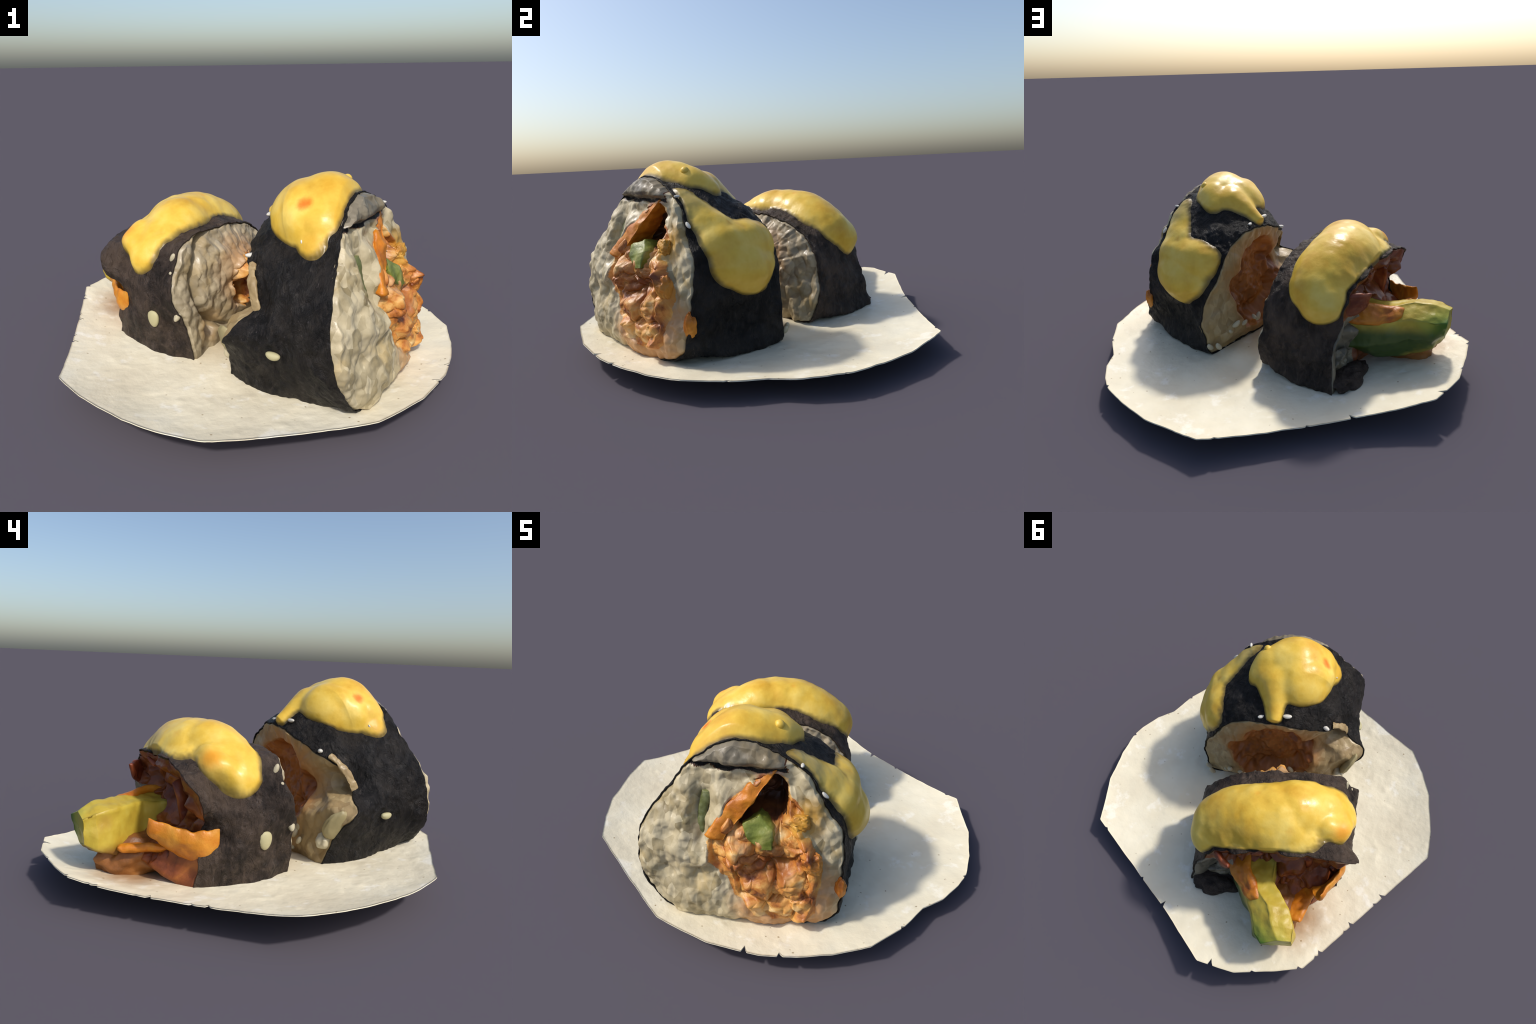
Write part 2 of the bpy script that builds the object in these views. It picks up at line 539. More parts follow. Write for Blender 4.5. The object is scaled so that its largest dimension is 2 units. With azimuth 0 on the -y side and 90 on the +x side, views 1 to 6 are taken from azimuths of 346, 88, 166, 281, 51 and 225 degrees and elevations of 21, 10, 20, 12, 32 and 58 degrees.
    def sauce(self, name, mat, parent, strokes, field_noise=.0, seed=0, soft=.4):
        """sauce laid on the wrap as strokes: (polyline of (a,b,z), radius list, height)"""
        u = np.linspace(.0, 1, 200)
        P0 = self.shell(u); P, n = self.fine(u)
        D = np.full(P.shape[:2], -1.0)
        acc = np.zeros(P.shape[:2]); wide = np.full(P.shape[:2], -9.0)
        for pts, rad, H in strokes:
            C = catmull([W(*p) for p in pts], 14 * len(pts)) if len(pts) > 1 else np.array([W(*pts[0])])
            rr = np.interp(np.linspace(0, 1, len(C)), np.linspace(0, 1, len(rad)), rad)
            hh = np.interp(np.linspace(0, 1, len(C)), np.linspace(0, 1, len(H)), H)
            for c, r, h in zip(C, rr, hh):
                d = np.linalg.norm(P - c, axis=-1) / r
                x = 1 - d * d
                prof = np.where(x > 0, np.sqrt(np.maximum(x, 0)) * soft + (1 - soft) * np.maximum(x, 0), 0) * h
                acc = np.maximum(acc, prof)
                wide = np.maximum(wide, (1 - d) * r)
        keep = wide > -.02
        def relax(A, rows, cols):
            for _ in range(rows):
                A = np.vstack([A[:1], .25 * A[:-2] + .5 * A[1:-1] + .25 * A[2:], A[-1:]])
            return gsmooth(A, cols)
        acc = relax(acc, 60, 7); wide = relax(np.maximum(wide, -.06), 30, 4) + .03 * 0
        keep = wide > -.02
        h = acc + np.minimum(wide, 0) * .9 - .006 + field_noise * fbm(P, 8, 3, seed) * (acc > 0)
        ends = sstep(u, .0, .05) * sstep(-u, -1.0, -.94)
        h = h * ends[:, None] - .012 * (1 - ends[:, None])
        k = sstep(acc, .004, .035)[..., None]
        S = P * (1 - k) + P0 * k + n * h[..., None]
        S[..., 2] -= .10 * np.maximum(h, 0) * (1 - np.clip(n[..., 2], 0, 1))
        idx = -np.ones(keep.shape, int)
        F = []
        kept = keep[:-1] & keep[1:]
        kept = kept & np.roll(kept, -1, 1)
        N = self.NT
        for i, j in np.argwhere(kept):
            k = (j + 1) % N
            F.append((i * N + j, i * N + k, (i + 1) * N + k, (i + 1) * N + j))
        F = np.array(F)
        used = np.unique(F); remap = np.zeros(N * len(u), int); remap[used] = np.arange(len(used))
        ob = make_object(name, S.reshape(-1, 3)[used], remap[F], mat, parent)
        film = ob.data.attributes.new("film_thickness", "FLOAT", "POINT")      # how thick the sauce lies: thin films let the seaweed through
        film.data.foreach_set("value", np.ascontiguousarray(h.reshape(-1)[used], dtype=np.float32))
        return ob


def rice_grain_mesh(mat):
    v, f = icosphere(3)
    p = v.copy(); p[:, 0] *= 1.0; p[:, 1:] *= .52; p[:, 2] += .12 * v[:, 0] ** 2
    me = bpy.data.meshes.new("rice_grain")
    me.from_pydata(p.tolist(), [], f); me.materials.append(mat)
    me.polygons.foreach_set("use_smooth", [True] * len(me.polygons)); me.update()
    return me


def place(mesh, name, parent, loc, direction, size):
    ob = bpy.data.objects.new(name, mesh)
    bpy.context.scene.collection.objects.link(ob)
    d = np.asarray(direction, float); d = d / np.linalg.norm(d)
    t = np.array([0, 0, 1.0]) if abs(d[2]) < .9 else np.array([1.0, 0, 0])
    s = np.cross(t, d); s /= np.linalg.norm(s); w = np.cross(d, s)
    R = Matrix(((d[0], s[0], w[0], loc[0]), (d[1], s[1], w[1], loc[1]), (d[2], s[2], w[2], loc[2]), (0, 0, 0, 1)))
    ob.parent = parent
    ob.matrix_parent_inverse = Matrix.Translation(parent.location).inverted()
    ob.matrix_basis = R @ Matrix.Diagonal((size[0], size[1], size[2], 1))
    return ob


# ------------------------------------------------------------------ build
plate, low = build_plate()
PLATE_LIFT.append(-low)

def inside(b, z, poly):
    """signed distance to a closed outline in the (b, z) plane, positive inside"""
    p = np.array(poly, float); q = np.roll(p, -1, 0)
    d = np.full(b.shape, 9.0); odd = np.zeros(b.shape, bool)
    for (x0, y0), (x1, y1) in zip(p, q):
        vx, vy = x1 - x0, y1 - y0
        t = np.clip(((b - x0) * vx + (z - y0) * vy) / (vx * vx + vy * vy), 0, 1)
        d = np.minimum(d, np.hypot(b - x0 - t * vx, z - y0 - t * vy))
        if y0 != y1:
            odd ^= ((y0 > z) != (y1 > z)) & (b < (x1 - x0) * (z - y0) / (y1 - y0) + x0)
    return np.where(odd, d, -d)


def shreds(p, seed, size):
    """lumpy shredded mass: rounded lobes with sharp creases between them, 0..1"""
    w = p + .03 * np.stack([vnoise(p, 11, seed + k) for k in range(3)], -1) + .012 * np.stack([vnoise(p, 30, seed + 7 + k) for k in range(3)], -1)
    d1, d2 = worley(w, 1 / size, seed)
    return np.clip((d2 - d1) * 1.6, 0, 1) ** .6


m_nori_a = mat_nori("dark_seaweed", (.004, .004, .004), (.011, .010, .010), (.036, .030, .025), .5)
m_nori_b = mat_nori("brown_seaweed", (.008, .006, .005), (.030, .022, .018), (.085, .060, .045), .75)
RICE_L, RICE_D = (.66, .565, .37), (.22, .17, .08)
ORANGE = (.52, .22, .06)
m_rice_a = mat_rice("rice_cut_face", RICE_L, RICE_D, [
    (W(.80, .10, .20), .14, .30, ORANGE, .7), (W(.69, .17, .62), .03, .13, (.50, .28, .05), .8),
    (W(.72, -.30, .60), .0, .07, (.22, .23, .09), .6), (W(.77, -.27, .42), .0, .05, (.25, .27, .12), .4), (W(.62, .02, .80), .02, .09, (.28, .07, .025), .8)])
m_rice_back = mat_rice("rice_torn_face", (.44, .33, .17), (.24, .16, .07), [(W(.2, -.05, .2), .10, .28, (.32, .13, .03), .7), (W(.15, -.03, .42), .20, .36, (.36, .15, .035), .8)])
m_rice_b = mat_rice("rice_end_face", (.50, .42, .28), (.22, .175, .105), [(W(-.10, -.03, .40), .10, .26, (.50, .26, .10), .7), (W(-.08, -.30, .2), .02, .14, (.38, .22, .07), .6)])
m_grey = mat_rice("grey_rice_scrap", (.27, .23, .16), (.10, .085, .057))
m_cavity = mat_filling("deep_orange_filling", (.075, .016, .006), (.19, .048, .011), (.38, .125, .022), 6)  # base colours darkened to bake in the shade of the torn end's cavity
m_cave = mat_filling("orange_brown_filling", (.15, .045, .011), (.32, .11, .022), (.45, .18, .042), 6)
m_mass = mat_filling("brown_orange_filling", (.12, .045, .012), (.24, .09, .020), (.36, .15, .035), 6)
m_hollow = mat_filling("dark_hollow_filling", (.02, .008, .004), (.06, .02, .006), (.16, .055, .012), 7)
def mat_shreds():
    k = Nodes("orange_filling")
    c = k.ramp(k.noise(7, 5, .6, None, .8), [(.35, (.20, .05, .011)), (.45, (.50, .18, .035)), (.56, (.66, .34, .085)), (.73, (.76, .55, .26))])  # darkest stops are painted shading between the filling lumps
    c = k.mix(k.range(k.noise(4.5, 4, .6), .55, .68, 0, .75), c, (.70, .45, .22))
    for centre, r0, r1, col, amt in [(W(.78, .03, .43), .02, .15, (.22, .065, .014), .8), (W(.76, .10, .36), .0, .10, (.30, .085, .014), .65), (W(.70, .16, .60), .0, .09, (.60, .34, .04), .8),
                                     (W(.76, .22, .42), .0, .09, (.66, .27, .03), .8), (W(.70, .0, .60), .0, .12, (.14, .03, .012), .8)]:
        c = k.mix(k.math("MULTIPLY", k.near(centre, r0, r1, .12, 12), amt), c, col)
    n = k.bump(k.noise(24, 5, .6), .35, .012)
    return k.done(c, .4, n, .4)


m_chunk = mat_shreds()
m_carrot = mat_filling("carrot_orange", (.36, .09, .008), (.56, .19, .012), (.66, .30, .035), 8)
m_red = mat_filling("dark_red_pepper", (.09, .016, .008), (.20, .04, .012), (.38, .11, .03), 8)
m_sesame = mat_plain("sesame_white", (.60, .57, .48), (.70, .67, .60), 20, .3)
m_grain = mat_plain("loose_rice_grain", (.42, .36, .23), (.54, .48, .33), 14, .4)
m_bulge = mat_plain("shade_darkened_rice_bulge", (.26, .21, .095), (.36, .30, .15), 10, .5)
m_seed_y = mat_plain("yellow_flake", (.40, .36, .18), (.52, .47, .27), 20, .5)


def mat_avocado():
    k = Nodes("avocado_flesh")
    c = k.ramp(k.noise(9, 4), [(.3, (.40, .26, .025)), (.55, (.50, .37, .045)), (.75, (.53, .43, .08))])
    far = k.math("ADD", k.axis(BX, -.045), k.math("MULTIPLY", k.math("SUBTRACT", k.noise(8, 3), .5), .10))
    tip = k.math("ADD", k.axis(-AX, .935), k.math("MULTIPLY", far, .75))
    c = k.mix(k.range(tip, -.08, .04), c, (.30, .31, .035))
    c = k.mix(k.range(tip, .015, .075), c, (.055, .13, .010))
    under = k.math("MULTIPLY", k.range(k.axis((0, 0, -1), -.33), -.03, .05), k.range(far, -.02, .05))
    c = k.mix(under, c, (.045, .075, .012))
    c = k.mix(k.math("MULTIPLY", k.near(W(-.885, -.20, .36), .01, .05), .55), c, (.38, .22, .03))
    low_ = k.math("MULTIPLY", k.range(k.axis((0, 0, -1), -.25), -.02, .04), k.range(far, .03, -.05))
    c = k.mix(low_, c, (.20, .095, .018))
    return k.done(c, .42, k.bump(k.noise(20, 4), .3, .012), .4)


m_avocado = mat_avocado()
m_leaf = mat_filling("dull_green_leaf", (.06, .07, .02), (.13, .145, .05), (.24, .235, .11), 12)
m_green = mat_filling("green_avocado_bit", (.07, .09, .012), (.17, .20, .03), (.30, .29, .08), 12)

# ---- roll with the big cut face -----------------------------------------------------------
root_a = make_root("rice_roll", (0.30, -0.36, 0.05), "large seaweed rice roll half with orange filling, yellow sauce on top", "sushi roll")
A_BACK = [(.2, .41, .05), (.22, .432, .183), (.22, .44, .27), (.212, .41, .377), (.18, .385, .45), (.154, .35, .53), (.15, .28, .62), (.145, .205, .68), (.13, .12, .73),
          (.11, .03, .735), (.10, -.08, .725), (.105, -.17, .695), (.115, -.235, .67), (.165, -.33, .62), (.215, -.40, .585), (.25, -.43, .555), (.285, -.46, .51), (.285, -.485, .46),
          (.245, -.53, .42), (.24, -.605, .383), (.2, -.595, .34), (.17, -.53, .27), (.16, -.485, .21), (.14, -.47, .13), (.13, -.46, .05), (.12, -.2, .05), (.15, .1, .05)]
A_QUARTER = [(.43, .05), (.40, .10), (.395, .18), (.405, .27), (.41, .37), (.40, .46), (.37, .55), (.32, .635), (.255, .705), (.19, .75), (.12, .775), (.04, .80), (-.03, .81), (-.13, .808), (-.2, .785), (-.28, .735),
             (-.36, .67), (-.43, .60), (-.48, .53), (-.53, .45), (-.575, .38), (-.575, .33), (-.545, .25), (-.51, .15), (-.49, .05), (-.2, .05), (.1, .05)]
A_MID = [(.425, .055), (.375, .10), (.355, .17), (.375, .28), (.395, .36), (.40, .44), (.38, .52), (.34, .62), (.275, .705), (.215, .755), (.15, .81), (.10, .85), (.04, .87), (-.05, .88), (-.13, .87),
         (-.2, .835), (-.26, .785), (-.31, .745), (-.36, .71), (-.42, .665), (-.48, .60), (-.53, .52), (-.56, .43), (-.57, .34), (-.545, .24), (-.515, .14), (-.49, .06), (-.2, .05), (.1, .05)]
A_FRONT_BZ = [(.05, .05), (.25, .085), (.335, .13), (.352, .21), (.355, .29), (.348, .36), (.345, .46), (.33, .555), (.285, .62), (.235, .70), (.18, .79), (.13, .835), (.05, .885),
              (-.05, .925), (-.16, .935), (-.26, .885), (-.33, .835), (-.40, .765), (-.46, .69), (-.51, .63), (-.545, .58), (-.58, .50), (-.595, .42), (-.605, .35), (-.592, .27),
              (-.555, .205), (-.495, .135), (-.40, .09), (-.2, .06)]
A_FRONT = [(.795 - .22 * z, b, z) for b, z in A_FRONT_BZ]
roll_a = Roll((-.08, .42), A_BACK, [A_QUARTER, A_MID], A_FRONT, (0, .2, .5, 1), 3, rag=(.014, .0), dents=[((.30, -.50, .50), .09, .02), ((.5, .40, .2), .12, .015)])
roll_a.wrap(m_nori_a, root_a)

FILL_A = [(.03, .81), (.09, .77), (.10, .70), (.155, .64), (.175, .55), (.23, .45), (.24, .33), (.225, .21), (.20, .14), (.10, .11), (.0, .155), (-.09, .20), (-.15, .25), (-.17, .34), (-.235, .44),
          (-.265, .50), (-.235, .58), (-.15, .69), (-.05, .78)]
HOLLOW_A = [(.045, .80), (.085, .74), (.085, .62), (.04, .58), (-.03, .60), (-.12, .58), (-.13, .63), (-.05, .72), (.0, .78)]


def a_front(b, z, rho, ra):
    base = .795 - .22 * z
    p = world(base, b, z)
    f = inside(b, z, FILL_A) + .02 * fbm(p, 12, 2, 3)
    m = sstep(f, -.01, .02)
    swell = .084 * (1 - rho ** 4.5) * (.40 + .60 * sstep(-b - .3 * (z - .6), -.22, -.05) + .0 * z)
    swell = swell * (1 - .85 * sstep(z, .56, .78))
    rice = swell + .008 + .040 * fbm(p, 6, 3, 21) + .009 * (grains(p, 5, .05) - .4) + .012 * fbm(p, 22, 2, 4)
    rice = rice - .085 * bump2(b, z, -.285, .63, .045, .09) - .045 * bump2(b, z, -.27, .52, .04, .06)
    rice = rice - .02 * bump2(b, z, -.38, .60, .05, .06) - .03 * bump2(b, z, -.43, .52, .045, .05) - .025 * bump2(b, z, -.45, .34, .05, .05) - .03 * bump2(b, z, -.30, .33, .04, .05)
    rice = rice + .03 * bump2(b, z, .235, .68, .05, .09) + .025 * bump2(b, z, .155, .80, .03, .05) + .02 * bump2(b, z, -.25, .46, .05, .10)
    fill = .06 * sstep(f, 0, .03) * (shreds(p, 3, .14) - .35) + .010 * (shreds(p, 9, .07) - .4) + .045 * fbm(p, 8, 3, 6)
    fill = fill + .065 - .05 * sstep(z, .5, .65) - .04 * sstep(-z, -.16, -.08) + .05 * bump2(b, z, -.13, .45, .06, .06) + .03 * bump2(b, z, .19, .44, .06, .10) + .03 * bump2(b, z, .14, .22, .1, .08)
    fill = fill - .05 * bump2(b, z, .06, .40, .07, .07)
    h = inside(b, z, HOLLOW_A)
    fill = fill - .13 * sstep(h, -.02, .035)
    a = base + rice * (1 - m) + fill * m
    fold = np.exp(-((z - .812 - .03 * (b + .1) ** 2 * 4) / .012) ** 2) * sstep(-b, -.10, -.04)
    return a - .018 * fold + .012 * sstep(z, .825, .86) * sstep(-b, -.07, .0) + .012 * sstep(z, .825, .84) * (1 - sstep(z, .87, .92))


def a_front_region(b, z):
    p = world(.7, b, z)
    r = np.zeros(b.shape)
    f = inside(b, z, FILL_A) + .03 * fbm(p, 12, 2, 3)
    r = np.where(f > 0, 1, r)
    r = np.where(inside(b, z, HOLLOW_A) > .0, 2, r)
    line = .812 + .12 * (b + .1) ** 2 + .012 * fbm(p, 20, 2, 9)
    r = np.where((z > line + .007) & (b < .075) & (r == 0), 3, r)
    r = np.where((np.abs(z - line) <= .007) & (b < .085), 4, r)
    return r


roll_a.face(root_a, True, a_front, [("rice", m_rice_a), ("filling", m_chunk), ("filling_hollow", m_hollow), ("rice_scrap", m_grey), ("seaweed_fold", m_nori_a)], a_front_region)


def a_cave(b, z):
    p = world(.15, b, z)
    return ((b + .02) / .235) ** 2 + ((z - .38) / .275) ** 2 + .55 * fbm(p, 7, 3, 3)


def a_back(b, z, rho, ra):
    k = sstep(rho, .6, 1.0)
    base = ra * k + (.135 - .05 * sstep(-z, -.30, -.05)) * (1 - k)
    p = world(base, b, z)
    a = base - .010 * (grains(p, 9, .06) - .4) + .016 * fbm(p, 8, 3, 31)
    d = a_cave(b, z)
    a = a + .10 * sstep(1.15 - d, 0, .75) + .05 * fbm(p, 11, 3, 5) * sstep(1.2 - d, 0, .5)
    a = a + .08 * bump2(b, z, -.33, .45, .12, .10, 2)                        # scoop in the left rice
    return a - .03 * bump2(b, z, -.25, .28, .12, .06)


roll_a.face(root_a, False, a_back, [("rice", m_rice_back), ("filling", m_cave)], lambda b, z: (a_cave(b, z) < 1.02).astype(float))

rng = np.random.default_rng(12)
for i, (a, b, z, r) in enumerate([(.765, -.130, .450, (.035, .048, .045)), (.765, .205, .430, (.04, .05, .065)), (.785, .150, .225, (.045, .060, .05)), (.70, .15, .60, (.03, .045, .045)),
                                  (.775, .03, .30, (.035, .085, .04)), (.775, .17, .33, (.035, .06, .045)), (.735, .03, .475, (.035, .07, .03)), (.785, -.02, .20, (.035, .07, .035)),
                                  (.735, -.10, .52, (.03, .075, .028)), (.73, .13, .50, (.03, .035, .055))]):
    t = rng.uniform(-.6, .6)
    ax = (AX, np.cos(t) * BX + np.sin(t) * ZX, -np.sin(t) * BX + np.cos(t) * ZX)
    v, f = lump(W(a, b, z), r, ax, 5, .38, 11, i + 1, .7)
    make_object("filling_chunk", v, f, m_chunk, root_a)

# carrot strip leaning across the hollow, a red strip behind it, an avocado piece below
top_l = [W(.632, -.03, .80), W(.635, .04, .815), W(.56, .045, .80), W(.56, -.01, .785)]
mid_s = [W(.705, -.165, .67), W(.70, -.045, .70), W(.59, -.04, .68), W(.60, -.13, .65)]
low_s = [W(.765, -.25, .55), W(.765, -.175, .53), W(.62, -.17, .54), W(.62, -.22, .54)]
make_object("carrot_strip", *loft([top_l, mid_s, low_s], 60, 48, .018, 14, 4, .75), m_carrot, root_a)
t2 = [W(.62, -.05, .80), W(.625, -.0, .812), (W(.56, .0, .80)), W(.56, -.05, .79)]
m2 = [W(.645, -.185, .675), W(.66, -.14, .685), W(.58, -.13, .66), W(.58, -.18, .65)]
l2 = [W(.70, -.275, .555), W(.72, -.235, .545), W(.62, -.22, .54), W(.62, -.26, .54)]
make_object("pepper_strip", *loft([t2, m2, l2], 50, 40, .008, 18, 6, .8), m_red, root_a)
g0 = [W(.735, -.10, .60), W(.70, -.03, .625), W(.62, -.03, .61), W(.64, -.10, .57)]
g1 = [W(.765, -.075, .545), W(.745, .03, .575), W(.65, .03, .57), W(.66, -.07, .52)]
g2 = [W(.77, -.02, .495), W(.775, .035, .50), W(.68, .03, .50), W(.68, -.02, .48)]
make_object("avocado_piece", *loft([g0, g1, g2], 40, 40, .010, 20, 3, .7), m_green, root_a)
leaf = catmull([W(.645, -.262, .70), W(.672, -.278, .63), W(.70, -.288, .55), W(.735, -.30, .47), W(.775, -.31, .42)], 9)
v, f = loft([[c + .012 * np.cos(t) * AX + .022 * np.sin(t) * BX for t in np.linspace(0, 2 * np.pi, 8, endpoint=False)] for c in leaf], 60, 20, .012, 18, 5)
make_object("green_leaf_edge", v, f, m_leaf, root_a)
v, f = lump(W(.725, .335, .26), (.03, .026, .06), (AX, BX, ZX), 4, .35, 9, 8)
make_object("filling_drop", v, f, m_carrot, root_a)

# bulge of rice that shows through the seaweed at the lower left of the back end
nrm = -.25 * AX - .9 * BX - .35 * ZX; nrm /= np.linalg.norm(nrm)
tu = np.cross(nrm, ZX); tu /= np.linalg.norm(tu); tv = np.cross(tu, nrm)
v, f = lump(W(.185, -.505, .285), (.085, .095, .03), (tu, tv, nrm), 4, .22, 8, 2, .6)
make_object("rice_bulge", v, f, m_bulge, root_a)
v, f = lump(W(.145, -.445, .19), (.045, .035, .05), (AX, BX, ZX), 4, .3, 8, 4, .6)
make_object("rice_bulge", v, f, m_grain, root_a)
# rice ridge along the torn upper left edge
v, f = loft([[W(.215 + q * .022 + .022 * np.cos(t), b, z + .015 * np.sin(t)) for t in np.linspace(0, 2 * np.pi, 8, endpoint=False)]
             for q, (b, z) in enumerate([(-.37, .61), (-.41, .585), (-.445, .54), (-.465, .49), (-.475, .44)])], 50, 24, .014, 22, 5)
make_object("rice_ridge", v, f, m_rice_back, root_a)

m_sauce_a = mat_sauce("yellow_sauce", [(W(.43, -.29, .89), .015, .05, (.80, .16, .008), .95), (W(.455, .315, .68), .0, .035, (.50, .19, .01), .8),
                                         (W(.33, -.12, .93), .0, .03, (.36, .25, .05), .8), (W(.57, .15, .80), .05, .13, (.40, .33, .12), .6)])
roll_a.sauce("sauce", m_sauce_a, root_a, [
    ([(.50, -.25, .80), (.45, -.15, .87), (.44, -.03, .88)], [.125, .17, .12], [.095, .112, .085]),
    ([(.43, -.0, .88), (.36, .075, .84)], [.11, .07], [.085, .045]),
    ([(.35, -.15, .855), (.38, -.20, .83), (.42, -.24, .80)], [.165, .16, .135], [.105, .12, .115]),
    ([(.50, -.33, .75), (.52, -.385, .73)], [.085, .045], [.05, .012]),
    ([(.39, -.25, .79), (.335, -.275, .755)], [.09, .04], [.06, .02]),
    ([(.32, -.03, .84), (.22, -.025, .80), (.12, -.025, .745)], [.12, .07, .04], [.085, .055, .05]),
    ([(.575, .105, .87), (.555, .17, .80), (.52, .235, .72), (.49, .29, .64)], [.045, .07, .10, .12], [.02, .03, .045, .06]),
    ([(.50, .31, .61), (.42, .34, .60), (.33, .34, .60), (.24, .34, .60)], [.12, .125, .12, .10], [.068, .066, .058, .04]),
    ([(.47, .37, .52), (.40, .39, .48)], [.14, .135], [.07, .075]),
    ([(.34, .39, .49), (.26, .39, .51)], [.12, .07], [.05, .025]),
    ([(.38, .40, .44), (.345, .41, .39)], [.10, .045], [.05, .02]),
], .008, 5)
v, f = lump(W(.473, .034, .945), (.022, .022, .022), (AX, BX, ZX), 3, .1, 8, 1)
drop = make_object("sauce_drop", v, f, m_sauce_a, root_a)
drop.data.attributes.new("film_thickness", "FLOAT", "POINT").data.foreach_set("value", np.full(len(v), .05, dtype=np.float32))

grain = rice_grain_mesh(m_grain)
sesame = rice_grain_mesh(m_sesame)
for (a, b, z), d, s in [((.143, -.10, .765), BX, .026), ((.176, -.326, .635), BX * .6 + AX * .5, .026), ((.14, .045, .755), BX - AX * .4, .022),
                        ((.46, -.372, .755), AX * .5 - ZX * .6, .016), ((.61, .145, .83), AX, .016), ((.63, .245, .70), ZX - BX, .020)]:
    place(sesame, "sesame_seed", root_a, W(a, b, z), d, (s, s, s * .8))
place(rice_grain_mesh(m_seed_y), "seed_flake", root_a, W(.436, -.572, .325), AX, (.034, .034, .034))
for i in range(16):     # loose grains along the foot of the torn end
    b = rng.uniform(-.30, .44); z = rng.uniform(.075, .22); a = .10 + rng.uniform(-.01, .04) + .22 * max(b - .15, 0)
    s = rng.uniform(.022, .032)
    place(grain, "rice_grain", root_a, W(a, b, z), BX * rng.normal() + ZX * rng.normal() + AX * .3 * rng.normal(), (s, s, s))

# ---- roll with the torn end ------------------------------------------------------------------
root_b = make_root("rice_roll", (-0.28, 0.20, 0.05), "smaller seaweed rice roll half, torn end with avocado and carrot", "sushi roll")
B_FRONT = [(-.11, .33, .05), (-.12, .366, .143), (-.13, .383, .213), (-.147, .379, .28), (-.154, .37, .336), (-.152, .36, .385), (-.155, .345, .43), (-.159, .32, .468), (-.166, .294, .503),
           (-.164, .24, .553), (-.16, .18, .594), (-.156, .113, .627), (-.153, .075, .638), (-.152, 0, .656), (-.153, -.08, .667), (-.153, -.19, .676), (-.162, -.26, .683), (-.165, -.32, .681),
           (-.16, -.38, .66), (-.155, -.415, .65), (-.151, -.454, .6), (-.151, -.489, .547), (-.145, -.513, .511), (-.134, -.535, .472), (-.12, -.54, .41), (-.107, -.54, .37), (-.094, -.528, .316),
           (-.09, -.508, .257), (-.082, -.494, .203), (-.08, -.482, .162), (-.078, -.471, .123), (-.09, -.45, .05), (-.09, -.2, .04), (-.1, .1, .04)]
B_MID = [(.445, .055), (.41, .09), (.385, .15), (.385, .22), (.38, .29), (.368, .36), (.35, .43), (.325, .50), (.29, .56), (.235, .605), (.16, .64), (.05, .68), (-.05, .695), (-.15, .70), (-.27, .69), (-.36, .66),
         (-.43, .615), (-.475, .565), (-.505, .5), (-.525, .42), (-.53, .34), (-.53, .27), (-.52, .19), (-.505, .1), (-.50, .04), (-.2, .04), (.1, .04)]
B_BACK = [(-.60, .435, .06), (-.58, .395, .10), (-.56, .375, .166), (-.56, .385, .233), (-.58, .36, .30), (-.585, .315, .39), (-.59, .295, .46), (-.60, .285, .51), (-.60, .24, .545), (-.61, .19, .57),
          (-.615, .12, .60), (-.62, .06, .613), (-.62, -.02, .625), (-.62, -.11, .635), (-.63, -.25, .635), (-.64, -.35, .62), (-.64, -.41, .60), (-.635, -.45, .57), (-.63, -.515, .545),
          (-.61, -.525, .50), (-.595, -.52, .45), (-.545, -.455, .38), (-.57, -.445, .29), (-.58, -.46, .23), (-.575, -.455, .15), (-.57, -.455, .05), (-.57, -.2, .04), (-.57, .1, .04)]
roll_b = Roll((-.07, .35), B_BACK, [B_MID], B_FRONT, (0, .5, 1), 13, rag=(.035, .014), dents=[((-.46, -.49, .53), .085, .045), ((-.16, -.52, .22), .10, .03), ((-.33, -.52, .14), .1, .012)])
roll_b.wrap(m_nori_b, root_b)


def b_hole(b, z):
    return ((b + .045) / .11) ** 2 + ((z - .37) / .17) ** 2 + .5 * fbm(world(-.1, b, z), 9, 3, 4)


def b_front(b, z, rho, ra):
    k = sstep(rho, .5, 1.0)
    base = ra * k + (-.095) * (1 - k) + .035 * (1 - rho ** 2) * sstep(b, -.45, -.15)
    p = world(base, b, z)
    a = base + .026 * fbm(p, 8, 3, 41) + .020 * (grains(p, 15, .065) - .4) + .008 * fbm(p, 24, 2, 4)
    a = a + .010 * sstep(rho, .75, .9) * sstep(-b, .2, .4) * sstep(z, .2, .35)
    g = np.abs(np.hypot((b + .02) / .375, (z - .42) / .30) - 1)                # spiral seam between outer and inner rice
    a = a - .055 * np.exp(-(g / .05) ** 2) * sstep(-b, .05, .25) - .06 * bump2(b, z, -.30, .20, .05, .07, 2)
    m = sstep(1.1 - b_hole(b, z), 0, .4)
    a = a + m * (.05 * (shreds(p, 4, .08) - .4) + .01) - .13 * bump2(b, z, -.045, .31, .075, .075, 2)
    return a + .04 * bump2(b, z, -.08, .46, .05, .05)


def b_cave(b, z):
    return ((b + .12) / .35) ** 2 + ((z - .38) / .20) ** 2 + .25 * fbm(world(-.5, b, z), 6, 2, 8)


def b_back(b, z, rho, ra):
    k = sstep(rho, .55, 1.0)
    core = -.59 - .15 * sstep(-z, -.40, -.12) * sstep(-b, -.10, .05) + .09 * sstep(b, .12, .25) * sstep(-z, -.46, -.38)
    base = ra * k + core * (1 - k)
    p = world(base, b, z)
    a = base + .02 * fbm(p, 9, 3, 51)
    a = a - .08 * (shreds(p, 8, .15) - .5) * sstep(1.3 - b_cave(b, z), 0, .4)
    a = a + .09 * bump2(b, z, -.20, .44, .12, .09) + .07 * bump2(b, z, .05, .50, .07, .06)
    return a


